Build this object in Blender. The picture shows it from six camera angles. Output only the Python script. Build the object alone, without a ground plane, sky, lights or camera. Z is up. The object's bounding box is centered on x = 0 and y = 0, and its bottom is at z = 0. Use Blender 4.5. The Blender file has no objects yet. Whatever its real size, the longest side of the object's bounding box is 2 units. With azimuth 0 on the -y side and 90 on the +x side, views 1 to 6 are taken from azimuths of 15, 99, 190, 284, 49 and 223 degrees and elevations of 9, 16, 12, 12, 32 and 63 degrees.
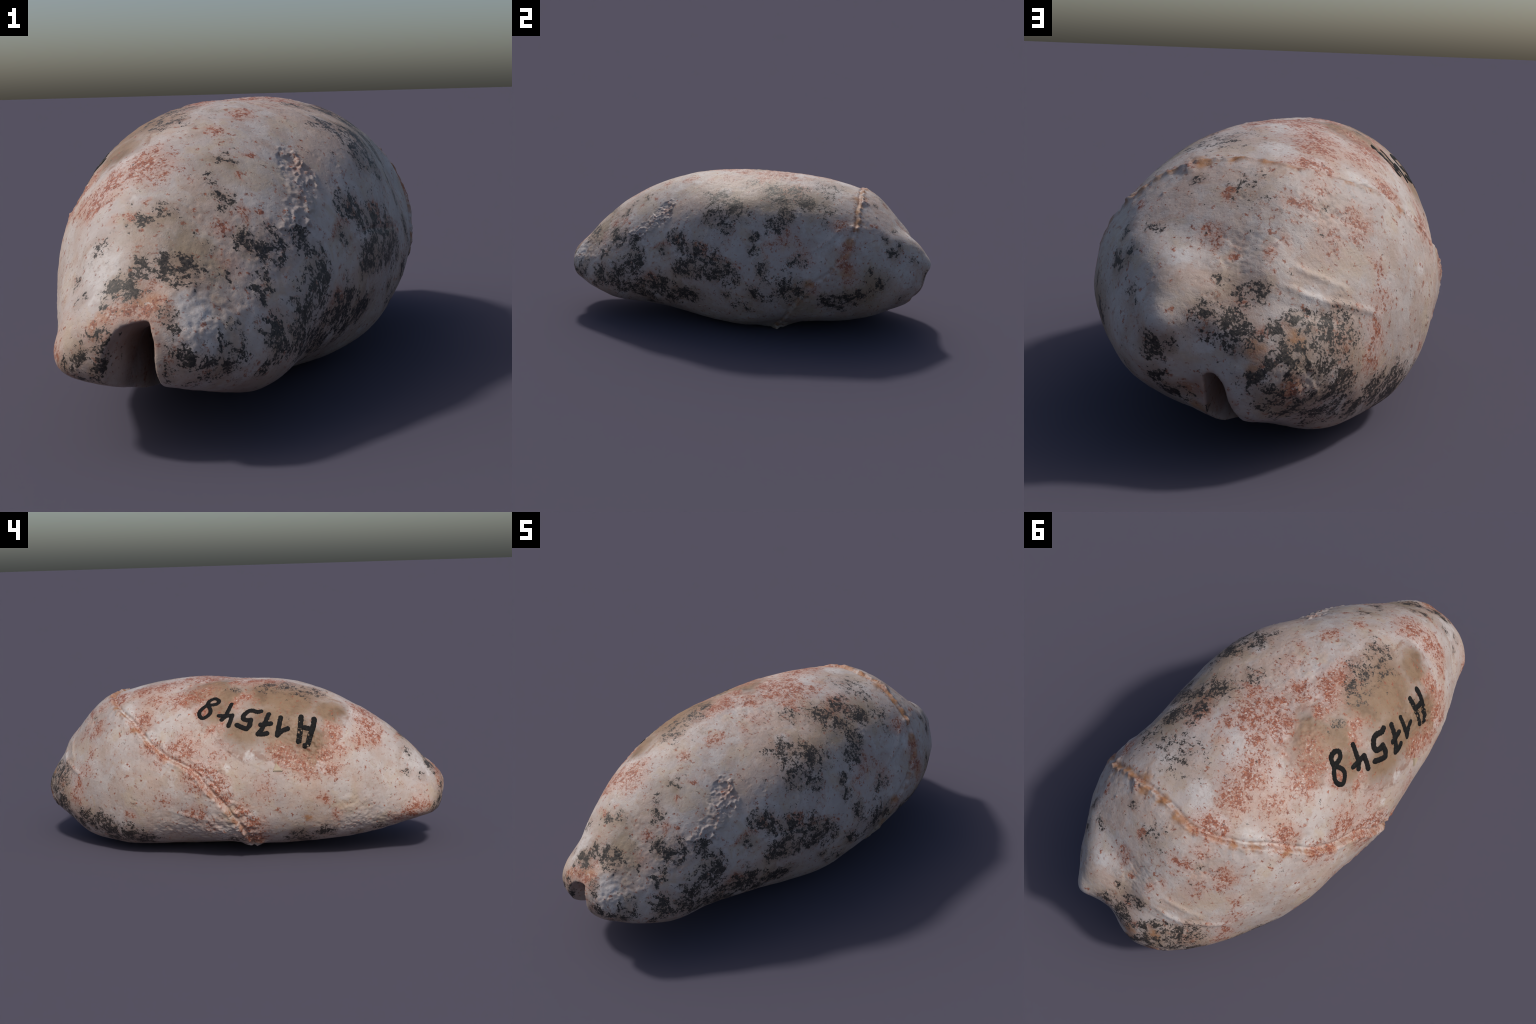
import bpy, bmesh, math
import numpy as np
from mathutils import Vector
from mathutils.kdtree import KDTree
from mathutils.bvhtree import BVHTree

# ------------------------------------------------------------------ body loft
# The shell lies along y: front canal at y = -1, rear at y = +1.  Each row is one
# cross-section (station t, y = -cos t); each entry the radius of the skin at one of
# 16 angles around the axis (0 = +x, counter-clockwise through the top), over sin t.
SECTIONS = [
    [.637, .503, .357, .253, .207, .235, .341, .511, .698, .790, .751, .665, .602, .590, .627, .675],
    [.556, .420, .335, .259, .229, .253, .325, .437, .621, .767, .626, .503, .449, .465, .554, .621],
    [.447, .350, .311, .263, .258, .293, .340, .392, .511, .614, .472, .371, .336, .365, .462, .512],
    [.401, .328, .298, .296, .329, .369, .385, .384, .437, .489, .416, .338, .301, .322, .433, .486],
    [.423, .367, .345, .355, .394, .426, .425, .420, .439, .443, .403, .337, .301, .329, .425, .460],
    [.440, .412, .399, .407, .437, .463, .459, .464, .454, .441, .399, .333, .303, .333, .385, .429],
    [.450, .438, .436, .448, .467, .479, .481, .462, .471, .450, .403, .339, .310, .335, .370, .431],
    [.452, .459, .482, .479, .478, .488, .493, .485, .488, .484, .410, .346, .316, .346, .390, .420],
    [.456, .472, .494, .479, .471, .490, .486, .486, .510, .503, .401, .347, .318, .352, .399, .438],
    [.484, .471, .483, .486, .488, .492, .506, .508, .521, .501, .424, .359, .331, .377, .387, .450],
    [.497, .470, .497, .503, .494, .506, .516, .526, .538, .533, .455, .371, .339, .348, .397, .460],
    [.530, .535, .532, .523, .508, .522, .530, .528, .548, .546, .489, .389, .356, .376, .414, .473],
    [.542, .560, .556, .532, .527, .529, .496, .514, .553, .554, .507, .410, .371, .378, .429, .488],
    [.558, .572, .597, .510, .450, .444, .439, .492, .558, .556, .484, .412, .399, .391, .422, .504],
    [.649, .655, .597, .455, .368, .338, .373, .453, .546, .559, .471, .425, .418, .428, .446, .548],
    [.770, .721, .587, .460, .378, .328, .345, .405, .492, .506, .449, .422, .423, .445, .496, .622],
    [.797, .726, .585, .465, .389, .341, .333, .365, .416, .430, .415, .411, .431, .487, .593, .727]
]


def axis(y):
    """the axis that the radii are measured from"""
    return .02 - .03 * np.clip(y, 0, 1) ** 4, .335 - .045 * y ** 4


def loft_mesh(name, rings, pole_a, pole_b):
    """closed skin through rings (n, m, 3) with a pole at each end"""
    n, m, _ = rings.shape
    v = np.vstack([rings.reshape(-1, 3), [pole_a], [pole_b]])
    f = []
    for i in range(n - 1):
        for j in range(m):
            k = (j + 1) % m
            f.append((i * m + j, i * m + k, (i + 1) * m + k, (i + 1) * m + j))
    for j in range(m):
        k = (j + 1) % m
        f.append((n * m, k, j))
        f.append((n * m + 1, (n - 1) * m + j, (n - 1) * m + k))
    me = bpy.data.meshes.new(name)
    me.from_pydata(v.tolist(), [], f)
    bm = bmesh.new()
    bm.from_mesh(me)
    bmesh.ops.recalc_face_normals(bm, faces=bm.faces)
    bm.to_mesh(me)
    bm.free()
    me.update()
    return me


def catmull(f):
    return np.stack([(-f + 2 * f * f - f ** 3) / 2, (2 - 5 * f * f + 3 * f ** 3) / 2,
                     (f + 4 * f * f - 3 * f ** 3) / 2, (f ** 3 - f * f) / 2], -1)


def body_radius(t, th):
    """smooth skin through the sections; t and th are equal-shaped arrays"""
    S = np.array(SECTIONS)
    n, m = S.shape
    u = t / math.pi * (n - 1)
    i = np.clip(u.astype(int), 0, n - 2)
    wt = catmull(u - i)
    a = np.mod(th, 2 * math.pi) / (2 * math.pi) * m
    j = np.floor(a).astype(int)
    wa = catmull(a - j)
    r = 0
    for p in range(4):
        for q in range(4):
            r = r + S[np.clip(i + p - 1, 0, n - 1), (j + q - 1) % m] * wt[..., p] * wa[..., q]
    return r * np.sin(t)


def body_rings(nt=220, na=256):
    t, th = np.meshgrid(np.linspace(.03, math.pi - .03, nt), np.linspace(0, 2 * math.pi, na, endpoint=False), indexing="ij")
    r = body_radius(t, th)
    y = -np.cos(t)
    x0, z0 = axis(y)
    ring = np.stack([x0 + r * np.cos(th), y, z0 + r * np.sin(th)], -1)
    return ring, (axis(-1.)[0], -1, axis(-1.)[1]), (axis(1.)[0], 1, axis(1.)[1])


# aperture: y, left wall at the roof, left wall low down, right wall, roof height
SLIT = [(-1.15, -.056, -.115, .072, .370), (-1.0, -.034, -.076, .068, .352), (-.93, -.012, -.048, .066, .332), (-.85, -.024, -.046, .056, .30),
        (-.70, -.050, -.052, .028, .28), (-.40, -.068, -.068, -.002, .26), (0, -.080, -.080, -.020, .25),
        (.40, -.082, -.082, -.020, .25), (.70, -.055, -.072, -.012, .225), (.85, -.022, -.064, .026, .24),
        (.95, -.012, -.050, .040, .262), (1.15, 0, -.02, .045, .28)]


def slit_shape(y):
    S = np.array(SLIT)
    return [np.interp(y, S[:, 0], S[:, k]) for k in range(1, 5)]


def slit_rings(n=90, m=40):
    y = np.linspace(-1.15, 1.15, n)
    xlt, xll, xr, zt = slit_shape(y)
    rings = []
    for i in range(n):
        ring = []
        for j in range(m):
            a = 2 * math.pi * j / m
            c, s = math.cos(a), math.sin(a)
            drop = .06 * (1 - s) if s > 0 else .06 - .45 * s
            k = min(max(drop / .15, 0), 1)
            xl = xlt[i] + (xll[i] - xlt[i]) * k
            x = (xl + xr[i]) / 2 + (xr[i] - xl) / 2 * math.copysign(abs(c) ** (.35 if c > 0 else .7), c)
            slant = max(0, -y[i] - .8) * .16 * (xr[i] - x) / (xr[i] - xl)      # the front roof slopes down to the left
            ring.append((x + .0025 * math.sin(37 * y[i] + 5 * a), y[i], zt[i] - drop - slant))
        rings.append(ring)
    r = np.array(rings)
    return r, r[0].mean(0), r[-1].mean(0)


def evaluated(me, mods):
    """mesh -> mesh through modifiers given as (type, settings)"""
    ob = bpy.data.objects.new("build_helper", me)
    bpy.context.scene.collection.objects.link(ob)
    for kind, st in mods:
        m = ob.modifiers.new(kind, kind)
        for k, val in st.items():
            setattr(m, k, val)
    bpy.context.view_layer.update()
    dg = bpy.context.evaluated_depsgraph_get()
    out = bpy.data.meshes.new_from_object(ob.evaluated_get(dg))
    bpy.data.objects.remove(ob)
    return out


def mesh_arrays(me):
    v = np.empty(len(me.vertices) * 3); me.vertices.foreach_get("co", v)
    n = np.empty(len(me.vertices) * 3); me.vertices.foreach_get("normal", n)
    return v.reshape(-1, 3), n.reshape(-1, 3)


# ------------------------------------------------------------------ local modelling
# (centre, radius, push): soft moves of the skin, like pulling clay
MOVES = [
    ((.02, 1.0, .30), .085, (0, -.034, 0)),          # hollow above the rear canal
    ((.14, .955, .395), .055, (.004, .042, 0)),      # beak of the outer lip
    ((.065, .95, .20), .06, (.004, -.034, 0)),    # the lip rolls into the rear crease
    ((-.15, .955, .25), .09, (0, .010, 0)),          # rear lobe of the base
    ((.12, .90, .46), .08, (.004, .020, .010)),      # swelling over the hidden spire
    ((.23, .79, .595), .055, (0, -.006, -.009)),     # valley round the spire
    ((.15, .832, .572), .055, (0, -.005, -.007)),
    ((.07, .842, .563), .05, (0, -.005, -.007)),
    ((-.01, .842, .55), .045, (0, -.004, -.005)),
    ((.43, -.46, .32), .23, (-.031, 0, .003)),       # slimmer right front flank
    ((.30, -.38, .66), .14, (-.006, 0, -.007)),
    ((-.34, -.58, .15), .22, (-.017, 0, -.017)),     # fuller left front base
    ((.34, .06, .09), .20, (.017, 0, -.014)),        # fuller right base
    ((-.43, .60, .30), .17, (.015, -.008, .004)),    # slimmer left rear flank
    ((-.36, .50, .07), .17, (-.014, 0, -.012)),
    ((-.33, .80, .34), .10, (.006, -.010, 0)),
    ((-.10, .86, .50), .07, (0, .011, .006)),
    ((-.10, .93, .12), .07, (0, .010, -.010)),
    ((.12, .965, .26), .06, (0, -.013, 0)),
    ((-.25, .74, .09), .12, (0, 0, -.014)),
    ((.13, .88, .12), .10, (-.004, -.014, 0)),
    ((.17, -.06, .78), .20, (-.002, 0, -.008)),
    ((0, -.55, .66), .22, (0, .003, -.005)),
]


def push(P):
    for c, rad, d in MOVES:
        w = np.exp(-((P - np.array(c)) ** 2).sum(-1) / (rad * rad))
        P = P + w[..., None] * np.array(d)
    return P


# ------------------------------------------------------------------ stains
# where each kind of stain sits: (y along the shell, angle round the axis in degrees, radius in cm)
BLACK_DENSE_STAINS = [
    (-.995, 181, 1.7), (-.993, 194, 1.9), (-.987, 216, 2.6), (-.984, 166, 2.1), (-.984, 318, 1.9), (-.980, 342, 2.8),
    (-.979, 191, 2.7), (-.976, 206, 2.2), (-.969, 18, 1.4), (-.961, 33, 1.9), (-.958, 201, 2.5), (-.949, 337, 3.5),
    (-.945, 126, 1.9), (-.930, 109, 3.8), (-.908, 345, 4.2), (-.90, 158, 2.1), (-.89, 98, 2.9), (-.88, 79, 2.9),
    (-.87, 61, 2.9), (-.82, 349, 1.7), (-.82, 112, 1), (-.82, 335, 2), (-.81, 28, 1.5), (-.80, 99, 1.7),
    (-.78, 349, 4.1), (-.77, 11, 2), (-.75, 341, 3), (-.75, 109, 0.9), (-.73, 13, 1.7), (-.71, 36, 2),
    (-.70, 44, 2.5), (-.69, 349, 3.8), (-.68, 29, 3.5), (-.66, 357, 3.1), (-.66, 66, 2.6), (-.65, 61, 1.5),
    (-.64, 30, 2.6), (-.63, 343, 5.4), (-.62, 356, 3.8), (-.58, 23, 3.1), (-.58, 1, 5.4), (-.56, 74, 1.9),
    (-.54, 11, 2.7), (-.54, 340, 5.4), (-.53, 6, 3), (-.49, 211, 3.3), (-.48, 322, 3.5), (-.47, 333, 3.5),
    (-.46, 345, 4.7), (-.42, 345, 5.3), (-.41, 15, 2.3), (-.40, 352, 3.9), (-.36, 216, 5.2), (-.35, 337, 4.3),
    (-.34, 26, 3), (-.31, 348, 3.9), (-.30, 1, 2.5), (-.29, 22, 3.8), (-.28, 6, 3.3), (-.28, 345, 3.7),
    (-.27, 3, 3.5), (-.23, 344, 3.5), (-.22, 8, 3.7), (-.21, 16, 4.6), (-.20, 5, 3.9), (-.19, 108, 2.4),
    (-.17, 110, 2), (-.14, 50, 3), (-.13, 41, 4.2), (-.13, 11, 4.7), (-.12, 54, 5.5), (-.11, 3, 3.9), (-.08, 36, 3.1),
    (-.06, 210, 3.3), (-.05, 32, 2.7), (-.05, 350, 2.6), (-.05, 6, 3.9), (-.04, 47, 5), (-.01, 1, 4), (.03, 71, 3.2),
    (.09, 26, 1.9), (.10, 19, 2.4), (.11, 30, 2), (.11, 352, 3.8), (.14, 66, 4.7), (.14, 7, 3.4), (.20, 63, 4),
    (.20, 38, 4), (.22, 55, 4), (.23, 45, 4), (.25, 357, 6.8), (.27, 64, 4.9), (.33, 358, 4.2), (.33, 13, 3),
    (.34, 55, 3.8), (.38, 212, 5.2), (.44, 208, 5.2), (.49, 350, 3.4), (.54, 345, 5.2), (.56, 209, 6.6),
    (.59, 348, 5.1), (.61, 200, 3.5), (.64, 351, 3.4), (.68, 204, 4.4), (.70, 200, 3.5), (.70, 72, 1.7),
    (.70, 12, 1.9), (.75, 209, 3.5), (.75, 1, 2.2), (.76, 39, 1.3), (.79, 30, 2.2), (.82, 218, 4.1), (.86, 170, 5.7),
    (.86, 197, 5.7), (.87, 184, 5.7), (.89, 120, 1.8), (.90, 165, 2.1), (.90, 82, 1.2), (.903, 218, 4),
    (.903, 151, 2.6), (.911, 203, 3.3), (.923, 319, 2.7), (.924, 176, 3.1), (.929, 292, 1.3), (.933, 148, 2.3),
    (.951, 337, 3.2), (.953, 181, 2.6), (.954, 334, 2.6), (.957, 86, 3.6), (.957, 173, 3.1), (.961, 109, 3.1),
    (.963, 210, 3.1), (.969, 69, 3.1), (.971, 137, 3.1), (.977, 10, 3.1), (.977, 181, 2.6), (.983, 200, 2.6),
    (.985, 16, 2.1),
]
BLACK_SPARSE_STAINS = [
    (-.87, 48, 3.3), (-.83, 129, 3.5), (-.83, 156, 2.9), (-.79, 56, 2.5), (-.76, 89, 3.5), (-.74, 344, 2),
    (-.71, 218, 4.2), (-.64, 75, 2.1), (-.62, 218, 3.4), (-.41, 105, 5.9), (-.35, 108, 7.7), (-.32, 92, 2.7),
    (-.28, 108, 7), (-.18, 114, 5.6), (-.02, 117, 2.8), (.02, 46, 7), (.03, 343, 4.3), (.07, 341, 4.3),
    (.42, 53, 4.2), (.44, 67, 9.2), (.45, 80, 9.2), (.46, 49, 7.1), (.68, 125, 1.7), (.68, 6, 4.3), (.72, 96, 6.6),
    (.72, 1, 6), (.81, 54, 3.3), (.82, 33, 3.5), (.85, 341, 4.4), (.914, 103, 4.7), (.917, 28, 3.2), (.939, 226, 2.6),
]
RED_DENSE_STAINS = [
    (-.987, 162, 1.4), (-.971, 131, 2.4), (-.967, 151, 1.9), (-.961, 96, 2.3), (-.960, 54, 3.3), (-.930, 194, 2.2),
    (-.918, 83, 2.1), (-.90, 196, 3.8), (-.86, 204, 3.3), (-.80, 108, 1.5), (-.80, 211, 3.4), (-.74, 100, 0.8),
    (-.72, 138, 1.5), (-.72, 58, 2.1), (-.71, 128, 2.6), (-.70, 122, 3.3), (-.67, 95, 1.7), (-.67, 132, 5.2),
    (-.66, 120, 5.2), (-.65, 51, 1.8), (-.63, 105, 6.2), (-.63, 140, 4.1), (-.62, 45, 1), (-.58, 65, 1.1),
    (-.58, 103, 2.7), (-.56, 151, 3.3), (-.54, 195, 2.5), (-.52, 164, 3.6), (-.52, 146, 3.3), (-.51, 140, 3.8),
    (-.50, 68, 1.4), (-.49, 80, 0.9), (-.49, 181, 2.4), (-.49, 157, 4.5), (-.48, 135, 2.5), (-.47, 353, 3.1),
    (-.46, 87, 2.3), (-.45, 17, 1.2), (-.44, 18, 1.6), (-.43, 20, 1), (-.43, 167, 3.2), (-.40, 20, 1.5),
    (-.38, 164, 5.1), (-.38, 21, 1.6), (-.32, 81, 2.9), (-.32, 25, 1.7), (-.31, 163, 5), (-.28, 158, 4),
    (-.28, 82, 1.7), (-.26, 23, 1.7), (-.20, 21, 1.7), (-.17, 103, 5), (-.17, 210, 4.2), (-.17, 199, 4.9),
    (-.16, 18, 2.1), (-.13, 190, 3.3), (-.12, 99, 3.7), (-.10, 14, 2.1), (-.09, 104, 5.1), (-.09, 123, 3.3),
    (-.05, 127, 2.8), (-.05, 182, 3.3), (-.04, 11, 1.7), (-.03, 93, 3.7), (-.02, 107, 2.8), (-.01, 175, 4.1),
    (-.01, 143, 2.1), (-.01, 97, 3.2), (.02, 10, 1.5), (.03, 170, 2.8), (.04, 145, 2.3), (.06, 177, 2.4),
    (.08, 75, 1.6), (.08, 168, 6.1), (.08, 91, 4.6), (.09, 80, 3.7), (.10, 189, 3.7), (.10, 134, 3.3), (.11, 85, 4.1),
    (.12, 126, 2), (.14, 98, 6.2), (.15, 157, 5.7), (.16, 124, 3.4), (.18, 90, 5), (.19, 127, 2.7), (.19, 85, 4.6),
    (.20, 109, 2), (.22, 157, 3.8), (.23, 99, 4.1), (.23, 125, 4.5), (.23, 65, 3.3), (.25, 161, 4.1), (.26, 82, 2.7),
    (.27, 107, 2.7), (.28, 67, 4.4), (.31, 156, 3.7), (.34, 107, 6.6), (.39, 140, 4.5), (.43, 111, 5.5),
    (.44, 194, 2.5), (.54, 41, 3), (.54, 117, 3.6), (.55, 15, 2.1), (.57, 110, 4.4), (.58, 15, 3.4), (.58, 26, 3.4),
    (.60, 131, 0.9), (.63, 138, 3.9), (.64, 68, 1.8), (.65, 142, 2.2), (.68, 130, 1.1), (.69, 47, 1.3),
    (.71, 48, 1.7), (.71, 119, 2.5), (.73, 179, 3.5), (.73, 111, 2.2), (.75, 189, 2.7), (.75, 87, 2.2),
    (.77, 182, 1.9), (.77, 119, 1.3), (.78, 188, 1.5), (.78, 165, 1.1), (.80, 116, 1.3), (.82, 79, 2.2),
    (.83, 83, 1.6), (.83, 113, 1.3), (.85, 120, 0.7), (.85, 96, 1.2), (.85, 179, 1.5), (.914, 152, 1.6),
    (.921, 112, 1.4), (.944, 200, 2.6), (.948, 139, 1.5),
]
RED_SPARSE_STAINS = [
    (-.980, 166, 3.8), (-.79, 120, 1.5), (-.78, 34, 3.9), (-.77, 356, 3), (-.63, 123, 4.2), (-.49, 350, 2.7),
    (-.40, 49, 2.8), (-.24, 99, 3.2), (-.22, 177, 4.8), (-.18, 77, 3.1), (-.10, 80, 4.7), (.01, 160, 5.8),
    (.04, 198, 5), (.11, 119, 7.3), (.15, 78, 5.6), (.16, 17, 2.1), (.17, 25, 2.5), (.24, 185, 4.1), (.25, 29, 6.5),
    (.32, 87, 3.6), (.33, 26, 2.5), (.35, 18, 5), (.35, 123, 8.9), (.41, 357, 4.2), (.45, 196, 2.3), (.59, 6, 3.4),
    (.64, 118, 3.4), (.66, 154, 3.9), (.68, 168, 5.2), (.73, 137, 5.5), (.85, 172, 2.1), (.963, 316, 2.1),
    (.973, 158, 2.6), (.983, 179, 2.6),
]
RUST_STAINS = [
    (-.975, 162, 1.9), (-.973, 148, 2.4), (-.967, 112, 2.4), (-.952, 87, 2.4), (-.945, 65, 2.8), (-.41, 196, 2.5),
    (-.17, 213, 3.4), (.24, 162, 2.4), (.29, 158, 2.1), (.34, 155, 2.3), (.34, 153, 2.1), (.39, 1, 3.4),
    (.40, 146, 2.1), (.42, 145, 2.3), (.50, 133, 2.2), (.55, 126, 2.2), (.57, 21, 3.4), (.58, 30, 3.4),
    (.58, 10, 4.2), (.58, 117, 2.2), (.60, 70, 3.3), (.61, 56, 2.6), (.61, 45, 2.4), (.62, 108, 2.5), (.62, 86, 2.7),
    (.62, 61, 2.3), (.62, 47, 2.6), (.63, 97, 2.5), (.63, 73, 2.5), (.922, 294, 2.7), (.923, 164, 3.1),
    (.945, 198, 3.1), (.966, 311, 3.1), (.975, 154, 3.1), (.985, 186, 2.6),
]
WHITE_STAINS = [
    (-.929, 20, 4.7), (-.929, 144, 1.9), (-.926, 0, 3.3), (-.921, 38, 2.3), (-.90, 131, 3.4), (-.88, 120, 2.2),
    (-.87, 135, 5.5), (-.84, 135, 3.4), (-.67, 125, 3.1), (-.60, 114, 4.1), (-.47, 164, 2.8), (-.16, 192, 2.9),
    (-.15, 160, 2.4), (-.09, 60, 3.5), (-.05, 166, 2), (-.05, 177, 2.4), (.00, 172, 2.8), (.04, 171, 3.4),
    (.06, 166, 2.9), (.16, 103, 3.6), (.29, 97, 7.4), (.32, 151, 3.7), (.43, 139, 4.1), (.44, 167, 2.1),
    (.47, 132, 2.6), (.47, 71, 5.5), (.49, 129, 4), (.51, 97, 4.5), (.54, 115, 3.6), (.55, 29, 3.4), (.55, 103, 4.4),
    (.85, 149, 3.2), (.88, 61, 3.2), (.979, 189, 2.1), (.995, 41, 2.3),
]
TAN_STAINS = [
    (-.83, 29, 3.9), (-.82, 104, 4), (-.82, 59, 5.4), (-.81, 83, 6.4), (-.59, 74, 4.2), (-.48, 124, 5.8),
    (-.45, 146, 5.7), (-.41, 157, 5.7), (-.36, 145, 8.1), (-.31, 124, 10.8), (-.29, 153, 5.7), (-.24, 140, 9.8),
    (-.18, 119, 8.5), (-.12, 146, 7.3), (-.01, 123, 5.9), (.02, 46, 7), (.02, 134, 5.8), (.07, 115, 7.3),
    (.14, 123, 4.2), (.20, 53, 8.8), (.35, 350, 7.7), (.39, 56, 7.5), (.68, 357, 10.3), (.948, 185, 7.2),
]


# ------------------------------------------------------------------ noise
def hash3(i, j, k, seed):
    h = (i * 374761393 + j * 668265263 + k * 2147483647 + seed * 974711) & 0xffffffff
    h = ((h ^ (h >> 13)) * 1274126177) & 0xffffffff
    return h ^ (h >> 16)


def perlin(P, seed=0):
    """gradient noise, about -1..1, for an (n, 3) array"""
    I = np.floor(P).astype(np.int64)
    F = P - I
    U = F * F * F * (F * (F * 6 - 15) + 10)
    out = 0
    for a in (0, 1):
        for b in (0, 1):
            for c in (0, 1):
                h = hash3(I[:, 0] + a, I[:, 1] + b, I[:, 2] + c, seed)
                ph, z = (h & 0xffff) / 65536 * 2 * math.pi, ((h >> 16) & 0xffff) / 32768 - 1
                q = np.sqrt(1 - z * z)
                dot = q * np.cos(ph) * (F[:, 0] - a) + q * np.sin(ph) * (F[:, 1] - b) + z * (F[:, 2] - c)
                w = (U[:, 0] if a else 1 - U[:, 0]) * (U[:, 1] if b else 1 - U[:, 1]) * (U[:, 2] if c else 1 - U[:, 2])
                out = out + w * dot
    return out * 1.5


def fbm(P, octaves=4, seed=0, gain=.5):
    out, amp = 0, 1
    for o in range(octaves):
        out = out + amp * perlin(P * 2 ** o + 17.3 * o, seed + o)
        amp *= gain
    return out


def cells(P, seed=0, ident=False):
    """distance to the nearest and second nearest cell point"""
    I = np.floor(P).astype(np.int64)
    d1 = np.full(len(P), 9.)
    d2 = np.full(len(P), 9.)
    who = np.zeros(len(P))
    for a in (-1, 0, 1):
        for b in (-1, 0, 1):
            for c in (-1, 0, 1):
                J = I + np.array([a, b, c])
                h = hash3(J[:, 0], J[:, 1], J[:, 2], seed)
                q = np.stack([(h & 1023) / 1023, ((h >> 10) & 1023) / 1023, ((h >> 20) & 1023) / 1023], 1)
                d = np.sqrt(((J + q - P) ** 2).sum(1))
                who = np.where(d < d1, (h & 4095) / 4095, who)
                d2 = np.where(d < d1, d1, np.minimum(d2, d))
                d1 = np.minimum(d1, d)
    return (d1, d2, who) if ident else (d1, d2)


def step(a, b, x):
    t = np.clip((x - a) / (b - a), 0, 1)
    return t * t * (3 - 2 * t)


def skin_point(y, angle):
    """point of the modelled skin at a place along the shell and an angle (degrees) round it"""
    y = np.clip(np.asarray(y, float), -.9995, .9995)
    th = np.radians(np.asarray(angle, float))
    r = body_radius(np.arccos(-y), th)
    x0, z0 = axis(y)
    return push(np.stack([x0 + r * np.cos(th), y, z0 + r * np.sin(th)], -1))


# ------------------------------------------------------------------ body mesh
VOXEL = .0046
r, pa, pb = body_rings()
body = loft_mesh("body", push(r), push(np.array(pa)), push(np.array(pb)))
r, pa, pb = slit_rings()
cutter = bpy.data.objects.new("cutter", loft_mesh("cutter", r, pa, pb))
bpy.context.scene.collection.objects.link(cutter)
body = evaluated(body, [("BOOLEAN", dict(operation="DIFFERENCE", object=cutter, solver="EXACT")),
                        ("REMESH", dict(mode="VOXEL", voxel_size=VOXEL)),
                        ("SMOOTH", dict(factor=.5, iterations=12))])
bpy.data.objects.remove(cutter)
V, N = mesh_arrays(body)

# ------------------------------------------------------------------ growth ridge round the shell
# (angle round the axis, y): the edge where the rear whorl overlaps the front one
RIDGE = [(-2, .392), (9, .505), (25, .585), (45, .618), (57, .612), (70, .622), (90, .614), (107, .622), (121, .57),
         (132, .505), (139, .447), (154, .338), (162, .243), (167, .136), (172, .084), (181, .017), (189, -.054),
         (200, -.109), (213, -.138), (235, -.10), (255, -.02), (280, .10), (300, .17), (325, .25), (342, .305), (358, .392)]
ra, ry = np.array(RIDGE).T


def ridge_y(deg):
    return np.interp(np.mod(deg + 2, 360) - 2, ra, ry)


def near_line(P, pts):
    """distance of every vertex to a dense line of points, and the nearest point's index"""
    tree = KDTree(len(pts))
    for i, p in enumerate(pts):
        tree.insert(p, i)
    tree.balance()
    d, k = np.empty(len(P)), np.empty(len(P), int)
    for n, p in enumerate(P):
        _, k[n], d[n] = tree.find(p)
    return d, k


x0, z0 = axis(np.clip(V[:, 1], -1, 1))
ANG = np.degrees(np.arctan2(V[:, 2] - z0, V[:, 0] - x0)) % 360
line_ang = np.linspace(-2, 358, 900)
wob = ridge_y(line_ang) + .006 * perlin(np.stack([line_ang * .12, 0 * line_ang, 0 * line_ang + .5], 1), 5)
near = np.abs(V[:, 1] - ridge_y(ANG)) < .35
RD = np.full(len(V), 9.)
d, k = near_line(V[near], skin_point(wob, line_ang))
RD[near] = d
RD *= np.where(V[:, 1] > ridge_y(ANG), 1, -1)       # + on the rear whorl, - on the front one

n1 = fbm(V * 9, 3, 1)
n2 = fbm(V * 30, 3, 2)
n3 = fbm(V * 75, 3, 3, .6)
p1, p2 = cells(V * 38 + .3 * n2[:, None], 21)
pits = np.exp(-(p1 / .20) ** 2) * step(.15, .7, n1 + .5 * n2)
disp = .0020 * n1 + .0004 * n2 + .0002 * n3 - .0028 * pits

# strength of the ridge by angle: a rope on the right shoulder, a thin shelf on the left, knobs below
amp = np.interp(ANG, [0, 12, 28, 60, 80, 100, 140, 175, 205, 225, 260, 290, 310, 330, 360],
                [.3, .4, .7, .8, .7, .35, .2, .2, .6, .7, .4, .6, .7, .5, .2])
rough = 1 + .6 * n2
rope = np.exp(-((RD - .004) / .011) ** 2) * .0068 * amp * np.clip(.75 + .9 * n1 + .5 * n2, .05, 1.8)
ledge = np.interp(ANG, [0, 20, 60, 100, 130, 200, 215, 320, 345, 360], [1.1, .9, .7, 1.1, 1.4, 1.2, .8, .7, 1.1, 1.1])
shelf = step(-.005, .004, RD) * np.exp(-np.clip(RD, 0, 9) / .05) * .0065 * ledge * np.clip(1 + .5 * n2, .5, 1.5)
groove = -np.exp(-((RD + .010) / .008) ** 2) * .0065 * ledge * np.clip(.8 + .6 * n2, .2, 1.4)
sunk = -np.exp(-np.clip(-RD, 0, 9) / .09) * step(.012, -.004, RD) * .013 * step(95, 125, ANG) * step(205, 185, ANG)   # front whorl lies lower
disp += rope + shelf + groove + sunk
# crumbly lime along the front side of the ridge on the left flank
crumb = np.exp(-((RD + .03) / .03) ** 2) * step(118, 135, ANG) * step(228, 210, ANG)
c1, c2 = cells(V * 55 + .2 * n2[:, None], 4)
disp += crumb * (.005 * np.clip(n2 + .25, -.4, 1) + .005 * (.55 - c1))

# lumps where the ridge meets the base and on its crest
for c, rad, h in (((.23, .20, .03), .05, .014), ((-.33, -.145, .075), .045, .016), ((.163, .640, .712), .024, .008),
                  ((.34, .60, .61), .022, .010), ((-.30, -.10, .06), .03, .008)):
    w = np.exp(-((V - np.array(c)) ** 2).sum(1) / rad ** 2)
    disp += w * h * (1 + .5 * n2)


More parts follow.
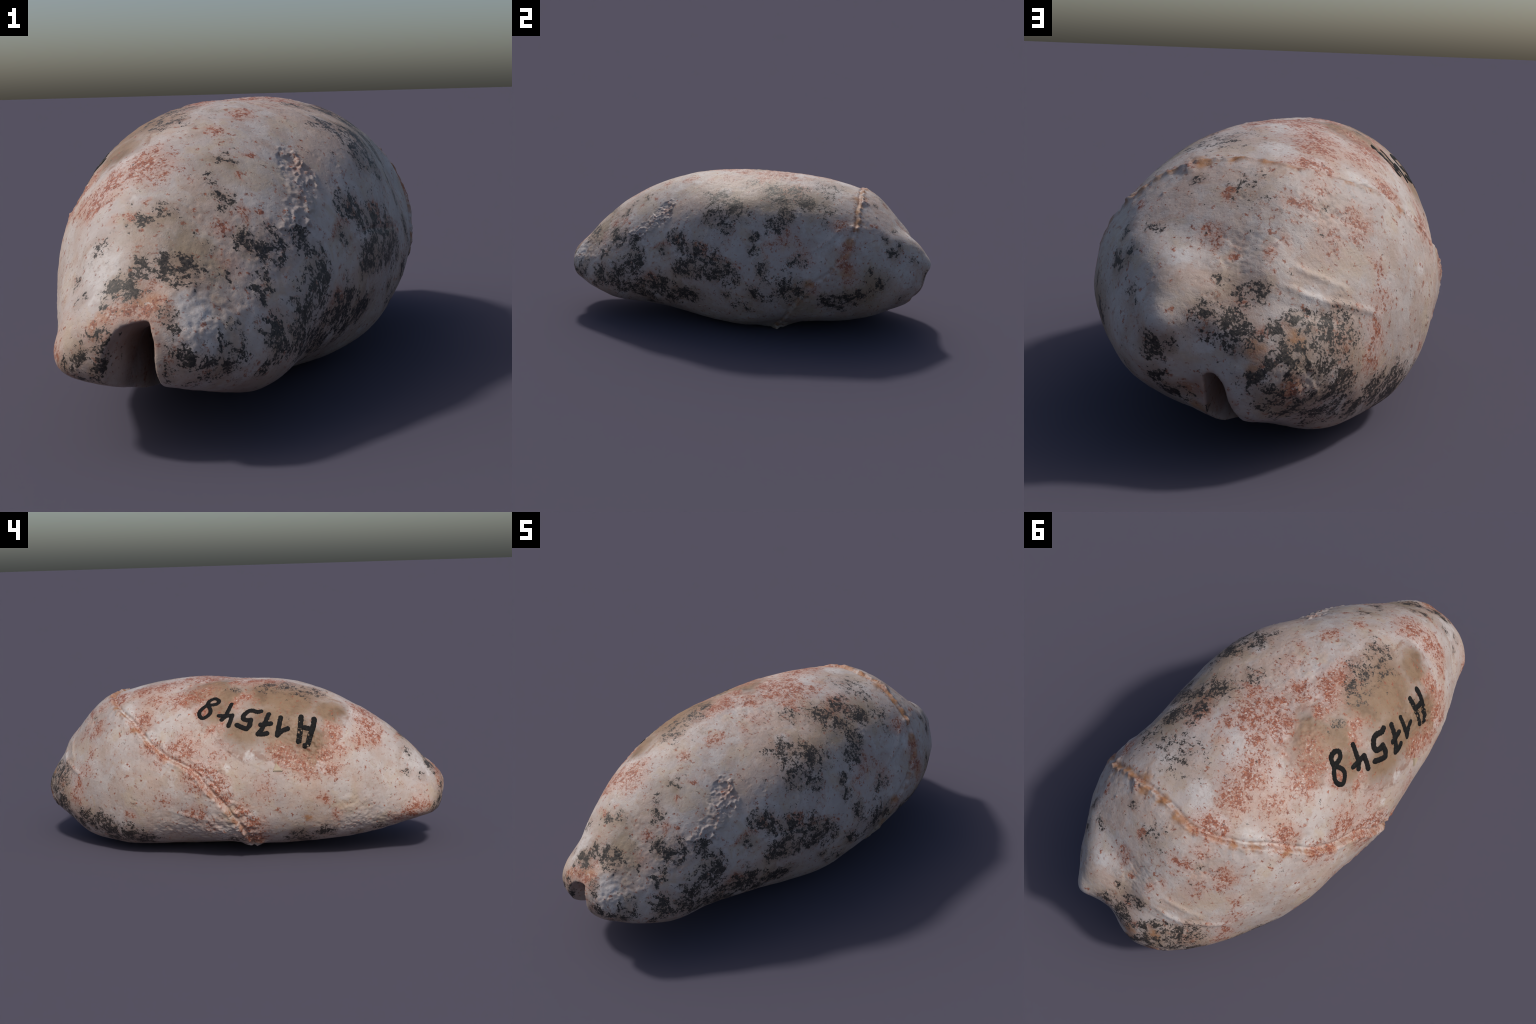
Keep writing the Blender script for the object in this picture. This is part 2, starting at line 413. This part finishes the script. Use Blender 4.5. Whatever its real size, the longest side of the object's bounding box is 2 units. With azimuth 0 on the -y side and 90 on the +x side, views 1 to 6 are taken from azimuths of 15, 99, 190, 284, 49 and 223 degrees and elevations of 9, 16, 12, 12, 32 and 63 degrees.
def ridge_line(pts, height, width, seed):
    """a raised or sunk line through points given as (y, angle)"""
    global disp
    p = np.array(pts, float)
    t = np.linspace(0, len(p) - 1, 60 * len(p))
    q = skin_point(np.interp(t, np.arange(len(p)), p[:, 0]), np.interp(t, np.arange(len(p)), p[:, 1]))
    sel = ((V > q.min(0) - 4 * width) & (V < q.max(0) + 4 * width)).all(1)
    d, k = near_line(V[sel], q)
    fade = np.sin(np.pi * np.clip(k / len(q), .04, .96)) ** .4
    disp[sel] += height * fade * np.exp(-(d / width) ** 2) * (1 + .5 * n2[sel])


def rear(pts):
    out = []
    for x, y, z in pts:
        a, c = axis(y)
        out.append((y, math.degrees(math.atan2(z - c, x - a)) % 360))
    return out


# wrinkles on the rear whorl, cracks and plate edges on the right flank
ridge_line(rear([(-.13, .866, .465), (-.198, .851, .44), (-.249, .827, .422), (-.319, .769, .397), (-.369, .708, .366)]), .004, .010, 1)
ridge_line(rear([(-.159, .824, .502), (-.211, .808, .48), (-.279, .778, .446)]), .0035, .010, 2)
ridge_line(rear([(-.10, .90, .43), (-.19, .88, .40), (-.28, .82, .36)]), -.003, .014, 2)
ridge_line(rear([(.49, -.19, .50), (.445, -.15, .565), (.413, -.14, .601), (.41, -.09, .61)]), .0045, .009, 3)
ridge_line(rear([(.42, -.40, .40), (.45, -.33, .44), (.46, -.25, .45), (.47, -.12, .43), (.476, .037, .416)]), -.004, .008, 4)
ridge_line(rear([(.485, .36, .50), (.44, .47, .56), (.37, .54, .62)]), .004, .012, 5)
ridge_line(rear([(-.48, .20, .24), (-.47, .05, .21), (-.43, -.05, .13)]), .003, .012, 6)

# rough crusts: (y, angle, radius, height)
CRUSTS = [(-.30, 139, .075, .6), (-.37, 143, .06, .7), (-.42, 150, .06, .8), (-.45, 156, .06, .8), (-.53, 139, .09, .5),
          (-.28, 158, .05, .8), (-.36, 165, .07, .5), (-.02, 205, .10, .4), (-.10, 195, .09, .6), (.10, 203, .12, .35),
          (.25, 203, .09, .3), (.02, 172, .07, .7), (-.14, 212, .07, 1), (-.62, 197, .12, .5), (-.75, 215, .10, .5),
          (-.95, 5, .06, .3), (-.90, 355, .08, .3), (-.75, 40, .10, .2), (-.66, 30, .09, .15), (.10, 98, .22, .3),
          (-.12, 90, .15, .25), (.06, 118, .09, .5), (.68, 128, .06, .5), (.85, 95, .07, .4), (.93, 200, .06, .8)]
for y, ang, rad, h in CRUSTS:
    w = np.exp(-((V - skin_point(y, ang)) ** 2).sum(1) / rad ** 2)
    disp += w * h * (.0045 * n2 + .0035 * n3 + .004 * (.5 - c1))

# the eroded nest of open cells on the right front flank
nest = 0
for c, rad in (((.307, -.545, .518), .050), ((.300, -.500, .555), .045), ((.285, -.455, .60), .055), ((.268, -.425, .63), .055),
               ((.25, -.41, .655), .035), ((.242, -.389, .673), .030), ((.32, -.40, .61), .035), ((.29, -.585, .49), .035)):
    nest = np.maximum(nest, np.exp(-(((V - np.array(c)) ** 2).sum(1) / rad ** 2) ** 1.5))
e1, e2, eh = cells(V * np.array((17, 17, 22)) + .45 * n2[:, None], 11, True)
edge = step(.25, .55, nest + .35 * n2)
flake = (eh - .5) * .013 + .0025 * np.exp(-((e2 - e1) / .12) ** 2)
disp += edge * (flake * np.clip(.8 + .6 * n1, .3, 1.2) + .002 * n3)
# one large open cell at its lower end
d = np.sqrt(((V - np.array((.31, -.54, .515))) ** 2).sum(1))
disp += .006 * np.exp(-((d - .026) / .007) ** 2) * np.clip(.7 + n2, 0, 1) - .007 * np.exp(-(d / .016) ** 2)

# hammered dents on the right front lobe
dent = np.exp(-((V - skin_point(-.90, 22)) ** 2).sum(1) / .10 ** 2)
disp += dent * .003 * fbm(V * 34, 2, 8)

V2 = V + N * disp[:, None]
V2[:, 2] = np.where(V2[:, 2] < .008, .008 * np.exp(np.clip(V2[:, 2] - .008, -1, 0) / .008), V2[:, 2])     # rests on the ground
body.vertices.foreach_set("co", V2.ravel())
body.update()
for p in body.polygons:
    p.use_smooth = True
V, N = mesh_arrays(body)

# ------------------------------------------------------------------ materials
def new_material(name):
    m = bpy.data.materials.new(name)
    m.use_nodes = True
    return m, m.node_tree, m.node_tree.nodes["Principled BSDF"]


class Graph:
    def __init__(self, tree):
        self.t = tree

    def node(self, kind, **st):
        n = self.t.nodes.new(kind)
        for k, v in st.items():
            setattr(n, k, v)
        return n

    def put(self, socket, v):
        if isinstance(v, bpy.types.NodeSocket):
            self.t.links.new(v, socket)
        elif v is not None:
            socket.default_value = v

    def math(self, op, a, b=None, c=None, clamp=False):
        n = self.node("ShaderNodeMath", operation=op, use_clamp=clamp)
        for s, v in zip(n.inputs, (a, b, c)):
            self.put(s, v)
        return n.outputs[0]

    def vmath(self, op, a, b=None, scale=None):
        n = self.node("ShaderNodeVectorMath", operation=op)
        self.put(n.inputs[0], a)
        if b is not None:
            self.put(n.inputs[1], b)
        if scale is not None:
            self.put(n.inputs["Scale"], scale)
        return n.outputs["Value"] if op in ("DISTANCE", "LENGTH", "DOT_PRODUCT") else n.outputs[0]

    def noise(self, vec, scale, detail=4, rough=.55, colour=False, distortion=0.):
        n = self.node("ShaderNodeTexNoise")
        self.put(n.inputs["Vector"], vec)
        n.inputs["Scale"].default_value = scale
        n.inputs["Detail"].default_value = detail
        n.inputs["Roughness"].default_value = rough
        n.inputs["Distortion"].default_value = distortion
        return n.outputs["Color" if colour else "Fac"]

    def ramp(self, v, lo, hi, a=0., b=1.):
        n = self.node("ShaderNodeMapRange", interpolation_type="SMOOTHSTEP")
        self.put(n.inputs["Value"], v)
        for i, x in zip((1, 2, 3, 4), (lo, hi, a, b)):
            n.inputs[i].default_value = x
        return n.outputs[0]

    def mix(self, fac, a, b):
        n = self.node("ShaderNodeMix", data_type="RGBA")
        self.put(n.inputs[0], fac)
        for s, v in ((n.inputs[6], a), (n.inputs[7], b)):
            self.put(s, (*v, 1) if isinstance(v, tuple) else v)
        return n.outputs[2]

    def stains(self, vec, places, spread, strength=1.):
        """1 at the heart of the nearest stain, falling to 0 and below outside it"""
        best = None
        pts = skin_point([p[0] for p in places], [p[1] for p in places])
        for c, (_, _, rad) in zip(pts, places):
            d = self.vmath("DISTANCE", vec, tuple(c))
            m = self.math("MULTIPLY_ADD", d, -strength / (rad * .01 * spread), strength)
            best = m if best is None else self.math("MAXIMUM", best, m)
        return self.math("MAXIMUM", best, 0.)


shell_mat, tree, bsdf = new_material("weathered_shell")
g = Graph(tree)
P = g.node("ShaderNodeTexCoord").outputs["Object"]
w1 = g.vmath("SCALE", g.vmath("SUBTRACT", g.noise(P, 10, 2, .5, True), (.5, .5, .5)), scale=.095)
w2 = g.vmath("SCALE", g.vmath("SUBTRACT", g.noise(P, 38, 2, .5, True), (.5, .5, .5)), scale=.036)
Q = g.vmath("ADD", g.vmath("ADD", P, w1), w2)
Q2 = g.vmath("ADD", P, w2)

broad = g.noise(P, 3.2, 3, .5)
mid = g.noise(Q, 9, 4, .6)
fine = g.noise(P, 60, 4, .6)
grain = g.math("MULTIPLY_ADD", g.noise(P, 55, 7, .76), .55, g.math("MULTIPLY", g.noise(P, 165, 5, .7), .45))
grain2 = g.math("MULTIPLY_ADD", g.noise(P, 44, 6, .72, distortion=.4), .6, g.math("MULTIPLY", g.noise(P, 140, 4, .65), .4))
dust = g.noise(P, 150, 3, .6)

COOL, WARM, CREAM, PINK = (.375, .32, .30), (.41, .305, .25), (.395, .30, .21), (.39, .20, .145)
col = g.mix(g.ramp(broad, .38, .62), COOL, WARM)
col = g.mix(g.ramp(g.noise(Q, 6, 5, .65), .46, .62, 0, .75), col, (.445, .40, .38))
col = g.mix(g.ramp(g.noise(g.vmath("ADD", Q, (3.1, 7.7, 1.3)), 8, 6, .68), .50, .68, 0, .6), col, (.30, .215, .165))
col = g.mix(g.ramp(g.noise(Q, 17, 4, .6), .50, .72, 0, .55), col, (.36, .235, .18))
col = g.mix(g.ramp(mid, .50, .70, 0, .6), col, CREAM)
col = g.mix(g.ramp(fine, .30, .75, 0, .22), col, (.44, .40, .38))
label = [p for p in TAN_STAINS if 110 < p[1] < 185]
film = g.stains(Q, [p for p in TAN_STAINS if p not in label], 2.2)
col = g.mix(g.math("MULTIPLY", g.ramp(film, .05, .8, 0, .75), g.ramp(mid, .35, .6, .3, 1)), col, (.27, .20, .13))
tan = g.stains(Q, label, 2.1)
col = g.mix(g.ramp(tan, 0, .75, 0, .9), col, g.mix(g.ramp(g.noise(Q, 11, 5, .65), .36, .62), (.13, .07, .031), (.205, .125, .068)))
rim = g.math("MULTIPLY", g.math("MULTIPLY", g.ramp(tan, .02, .14), g.ramp(tan, .42, .16)), g.ramp(g.noise(Q, 24, 5, .7), .42, .58))
col = g.mix(g.math("MULTIPLY", rim, .55), col, (.17, .062, .028))
white = g.stains(Q2, WHITE_STAINS, 1.6)
wm = g.math("MULTIPLY", g.ramp(white, .12, .6), g.ramp(fine, .3, .55, .35, 1))
col = g.mix(g.math("MULTIPLY", wm, .75), col, (.50, .465, .45))
rust = g.stains(Q2, RUST_STAINS, 1.5)
crest = g.stains(Q2, [(float(ridge_y(a)), a, 2.1) for a in range(0, 232, 5)] + [(float(ridge_y(a)), a, 2.1) for a in range(300, 360, 12)], 1.5)
col = g.mix(g.math("MULTIPLY", g.ramp(crest, .1, .7), g.ramp(g.noise(P, 21, 4, .65), .36, .58, 0, .85)), col, (.26, .12, .06))
col = g.mix(g.math("MULTIPLY", g.ramp(rust, .15, .8), g.ramp(fine, .3, .6, .45, .9)), col, (.31, .145, .06))

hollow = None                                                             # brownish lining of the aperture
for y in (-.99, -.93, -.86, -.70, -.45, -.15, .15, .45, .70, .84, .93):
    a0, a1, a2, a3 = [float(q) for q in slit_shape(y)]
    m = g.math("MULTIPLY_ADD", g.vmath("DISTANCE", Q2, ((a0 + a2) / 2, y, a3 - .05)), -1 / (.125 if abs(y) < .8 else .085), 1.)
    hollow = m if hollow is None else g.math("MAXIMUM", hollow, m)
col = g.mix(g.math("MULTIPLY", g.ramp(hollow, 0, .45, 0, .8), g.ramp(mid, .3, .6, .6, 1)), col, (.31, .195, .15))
red_s = g.math("MAXIMUM", g.stains(Q, RED_DENSE_STAINS, 2.2), g.stains(Q, RED_SPARSE_STAINS, 1.9, .68))
col = g.mix(g.ramp(red_s, .04, .8, 0, .5), col, PINK)
rv = g.math("ADD", g.math("MULTIPLY", red_s, .40), g.math("MULTIPLY_ADD", grain2, 2.2, -1.33))
rv = g.math("MAXIMUM", rv, g.math("MULTIPLY_ADD", g.noise(P, 52, 5, .72), 1.2, -.68))      # loose specks everywhere
red = g.ramp(rv, 0, .12)
crumbs = g.math("MULTIPLY", g.ramp(red_s, .25, .8), g.ramp(g.noise(P, 95, 4, .65), .56, .64))
red_col = g.mix(g.ramp(dust, .35, .65), (.155, .042, .026), (.325, .115, .063))
col = g.mix(g.math("MULTIPLY", red, .94), col, red_col)
col = g.mix(g.math("MULTIPLY", crumbs, .8), col, (.50, .42, .37))

blk_s = g.math("MAXIMUM", g.stains(Q, BLACK_DENSE_STAINS, 2.4), g.stains(Q, BLACK_SPARSE_STAINS, 1.9, .66))
halo = g.math("MULTIPLY", g.ramp(blk_s, .05, .8, 0, .62), g.ramp(mid, .3, .62, .25, 1))
col = g.mix(halo, col, (.205, .128, .085))
vein = g.math("ABSOLUTE", g.math("SUBTRACT", g.noise(Q, 11, 4, .6), .5))
vein = g.math("MULTIPLY", g.ramp(vein, .0, .09, .17, -.06), g.ramp(blk_s, .10, .45))          # grime runs along cracks
bv = g.math("ADD", g.math("MULTIPLY_ADD", blk_s, .52, vein), g.math("MULTIPLY_ADD", grain, 2.7, -1.71))
bv = g.math("MAXIMUM", bv, g.math("MULTIPLY_ADD", g.noise(P, 41, 5, .75, distortion=.3), 1.2, -.76))
black = g.ramp(bv, 0, .07)
blk_col = g.mix(g.ramp(dust, .42, .7), (.019, .0165, .0155), (.07, .055, .044))
col = g.mix(g.math("MULTIPLY", black, .97), col, blk_col)
g.put(bsdf.inputs["Base Color"], col)
bsdf.inputs["Roughness"].default_value = .55
bsdf.inputs["Specular IOR Level"].default_value = .32
bump = g.node("ShaderNodeBump")
bump.inputs["Strength"].default_value = .34
bump.inputs["Distance"].default_value = .004
lines = g.noise(g.vmath("MULTIPLY", P, (14, 120, 14)), 1, 3, .6)          # thin growth lines
nicks = g.ramp(g.noise(g.vmath("MULTIPLY", P, (60, 45, 110)), 1, 4, .7), .58, .66, 0, -.5)
h = g.math("ADD", g.noise(P, 110, 5, .65), g.math("MULTIPLY", lines, .45))
h = g.math("ADD", h, nicks)
g.put(bump.inputs["Height"], h)
g.put(bsdf.inputs["Normal"], bump.outputs[0])

ink_mat, tree, bsdf = new_material("black_ink")
g = Graph(tree)
P = g.node("ShaderNodeTexCoord").outputs["Object"]
g.put(bsdf.inputs["Base Color"], g.mix(g.ramp(g.noise(P, 170, 3, .6), .62, .74), (.007, .007, .007), (.05, .042, .035)))
bsdf.inputs["Roughness"].default_value = .8
bsdf.inputs["Specular IOR Level"].default_value = .15

flake_mat, tree, bsdf = new_material("pale_flake")
g = Graph(tree)
P = g.node("ShaderNodeTexCoord").outputs["Object"]
g.put(bsdf.inputs["Base Color"], g.mix(g.noise(P, 60, 3), (.33, .26, .18), (.42, .34, .25)))
bsdf.inputs["Roughness"].default_value = .6

# ------------------------------------------------------------------ split the skin into parts
root = bpy.data.objects.new("cowrie_shell", None)
bpy.context.scene.collection.objects.link(root)
root["label"] = "weathered pale cowrie shell with black and red stains"
root["category"] = "sea shell"


def add_part(name, me, mat):
    ob = bpy.data.objects.new(name, me)
    me.name = name
    if not me.materials:
        me.materials.append(mat)
    bpy.context.scene.collection.objects.link(ob)
    ob.parent = root
    return ob


nf = len(body.polygons)
lt = np.empty(nf, int); body.polygons.foreach_get("loop_total", lt)
ls = np.empty(nf, int); body.polygons.foreach_get("loop_start", ls)
lv = np.empty(len(body.loops), int); body.loops.foreach_get("vertex_index", lv)
first = lv[ls]
cen = V[first]
xlt, xll, xr, zt = slit_shape(cen[:, 1])
drop = np.clip((zt - cen[:, 2]) / .15, 0, 1)
xl = xlt + (xll - xlt) * drop
off = cen[:, 0] - (xl + xr) / 2
inside = (cen[:, 0] > xl - .006) & (cen[:, 0] < xr + .006) & (cen[:, 2] < zt + .006)
lip = (~inside) & (cen[:, 2] < zt - .03) & (np.abs(off) < .17 + .10 * np.clip(-cen[:, 1] - .55, 0, 1)) & ((N[first][:, 2] < -.1) | (np.abs(cen[:, 1]) > .86))
rd = RD[first]
part = np.zeros(nf, int)
part[rd > .016] = 1
part[(np.abs(rd) <= .016)] = 2
part[edge[first] > .5] = 3
part[lip & (off > 0)] = 4
part[lip & (off <= 0)] = 5
part[inside] = 6
NAMES = ["front_whorl", "rear_whorl", "growth_ridge", "eroded_patch", "outer_lip", "inner_lip", "aperture"]
for k, name in enumerate(NAMES):
    sel = np.where(part == k)[0]
    if not len(sel):
        continue
    loops = [lv[ls[f]:ls[f] + lt[f]] for f in sel]
    used, inv = np.unique(np.concatenate(loops), return_inverse=True)
    cut = np.cumsum([len(q) for q in loops])[:-1]
    me = bpy.data.meshes.new(name)
    me.from_pydata(V[used].tolist(), [], [q.tolist() for q in np.split(inv, cut)])
    for p in me.polygons:
        p.use_smooth = True
    me.normals_split_custom_set_from_vertices(N[used].tolist())
    add_part(name, me, shell_mat)

# ------------------------------------------------------------------ handwritten number in ink
bvh = BVHTree.FromPolygons(V.tolist(), [lv[a:a + n].tolist() for a, n in zip(ls, lt)])
TEXT_AT = np.array((-.3293, -.1322, .6531))
TEXT_OUT = np.array((-.7619, -.1059, .6389))
TEXT_ALONG = np.array((.0476, .9747, .2184))
TEXT_DOWN = np.array((-.6459, .1968, -.7376))
# each character: pen width and its strokes in metres along and down the line of writing
CHARACTERS = [
    (.0185, [[(-.224, -.077), (-.236, -.032), (-.244, .004), (-.249, .042)],
             [(-.283, -.089), (-.291, -.047), (-.290, 0), (-.292, .036), (-.282, .050)], [(-.257, -.030), (-.285, -.033)]]),
    (.0165, [[(-.138, -.042), (-.143, -.005), (-.150, .046)], [(-.151, .044), (-.164, .021), (-.185, .002)]]),
    (.0165, [[(-.081, -.042), (-.079, -.005), (-.075, .037), (-.065, .066)], [(-.065, .068), (-.084, .064), (-.103, .053)],
             [(-.063, .021), (-.105, .003)]]),
    (.0175, [[(-.040, -.048), (-.026, -.041), (-.002, -.043), (.015, -.036), (.029, -.011), (.026, .009), (.009, .014), (-.008, .010)],
             [(-.010, .009), (-.014, .039), (-.007, .055)], [(-.006, .057), (.015, .055), (.044, .048)]]),
    (.0155, [[(.109, -.057), (.112, -.009), (.113, .013), (.124, .036)], [(.144, .018), (.113, .012), (.084, .003)],
             [(.083, .003), (.082, .032), (.082, .059)]]),
    (.0145, [[(.220, -.033), (.218, -.054), (.205, -.068), (.188, -.072), (.174, -.063), (.178, -.045), (.197, -.033), (.218, -.026),
              (.233, -.002), (.240, .023), (.229, .045), (.213, .050), (.200, .039), (.190, .018), (.194, -.001), (.208, -.018), (.220, -.033)]]),
]


def pen_stroke(points, width, lift, seed, verts, faces):
    p = np.array(points)
    n = len(p)
    e = np.vstack([2 * p[0] - p[1], p, 2 * p[-1] - p[-2]])
    t = np.linspace(0, n - 1, 14 * (n - 1) + 1)
    i = np.minimum(t.astype(int), n - 2)
    w = catmull(t - i)
    q = sum(e[i + k] * w[:, k:k + 1] for k in range(4))
    tan_ = np.gradient(q, axis=0)
    tan_ /= np.linalg.norm(tan_, axis=1)[:, None]
    # round caps
    cap = np.array([-1., -.85, -.5]) * width * .5
    q = np.vstack([q[0] + cap[:, None] * tan_[0], q, q[-1] - cap[::-1][:, None] * tan_[-1]])
    tan_ = np.vstack([np.repeat(tan_[:1], 3, 0), tan_, np.repeat(tan_[-1:], 3, 0)])
    half = np.full(len(q), width * .5)
    half[[0, 1, 2]] *= (.12, .55, .88)
    half[[-1, -2, -3]] *= (.12, .55, .88)
    rng = np.random.default_rng(seed)
    side = np.stack([-tan_[:, 1], tan_[:, 0]], 1)
    prof = [(-1, -.0008), (-.9, .0011), (0, .0014), (.9, .0011), (1, -.0008)]
    base = len(verts)
    for k in range(len(q)):
        jl, jr = rng.uniform(.86, 1.12, 2)
        for u, hgt in prof:
            a, b = q[k] + side[k] * half[k] * u * (jl if u < 0 else jr)
            o = TEXT_AT + TEXT_ALONG * a + TEXT_DOWN * b
            hit = bvh.ray_cast(Vector(o + TEXT_OUT * .3), Vector(-TEXT_OUT))
            at = np.array(hit[0]) + np.array(hit[1]) * (hgt + lift)
            verts.append(tuple(at))
    for k in range(len(q) - 1):
        for c in range(4):
            a = base + k * 5 + c
            faces.append((a, a + 1, a + 6, a + 5))


for ci, (width, strokes) in enumerate(CHARACTERS):
    verts, faces = [], []
    for si, stroke in enumerate(strokes):
        pen_stroke(stroke, width * 1.42, .0003 * si, 50 + ci * 5 + si, verts, faces)
    me = bpy.data.meshes.new("ink_character")
    me.from_pydata(verts, [], faces)
    for p in me.polygons:
        p.use_smooth = True
    add_part("ink_character", me, ink_mat)

# ------------------------------------------------------------------ a pale chip stuck in the red crust under the number
bm = bmesh.new()
corner = [Vector(c) for c in ((-.417, -.270, .475), (-.434, -.255, .429), (-.420, -.308, .429))]
out = Vector((-.93, -.24, .28))
ring = [bm.verts.new(c - out * .004) for c in corner]
mid_v = sum(corner, Vector()) / 3
top = [bm.verts.new(mid_v + (c - mid_v) * .72 + out * .0075) for c in corner]
bm.faces.new(top)
for i in range(3):
    bm.faces.new((ring[i], ring[(i + 1) % 3], top[(i + 1) % 3], top[i]))
bmesh.ops.recalc_face_normals(bm, faces=bm.faces)
bmesh.ops.bevel(bm, geom=[e for e in bm.edges if not e.is_boundary], offset=.0025, segments=2, affect="EDGES")
me = bpy.data.meshes.new("stone_chip")
bm.to_mesh(me)
bm.free()
add_part("stone_chip", me, flake_mat)
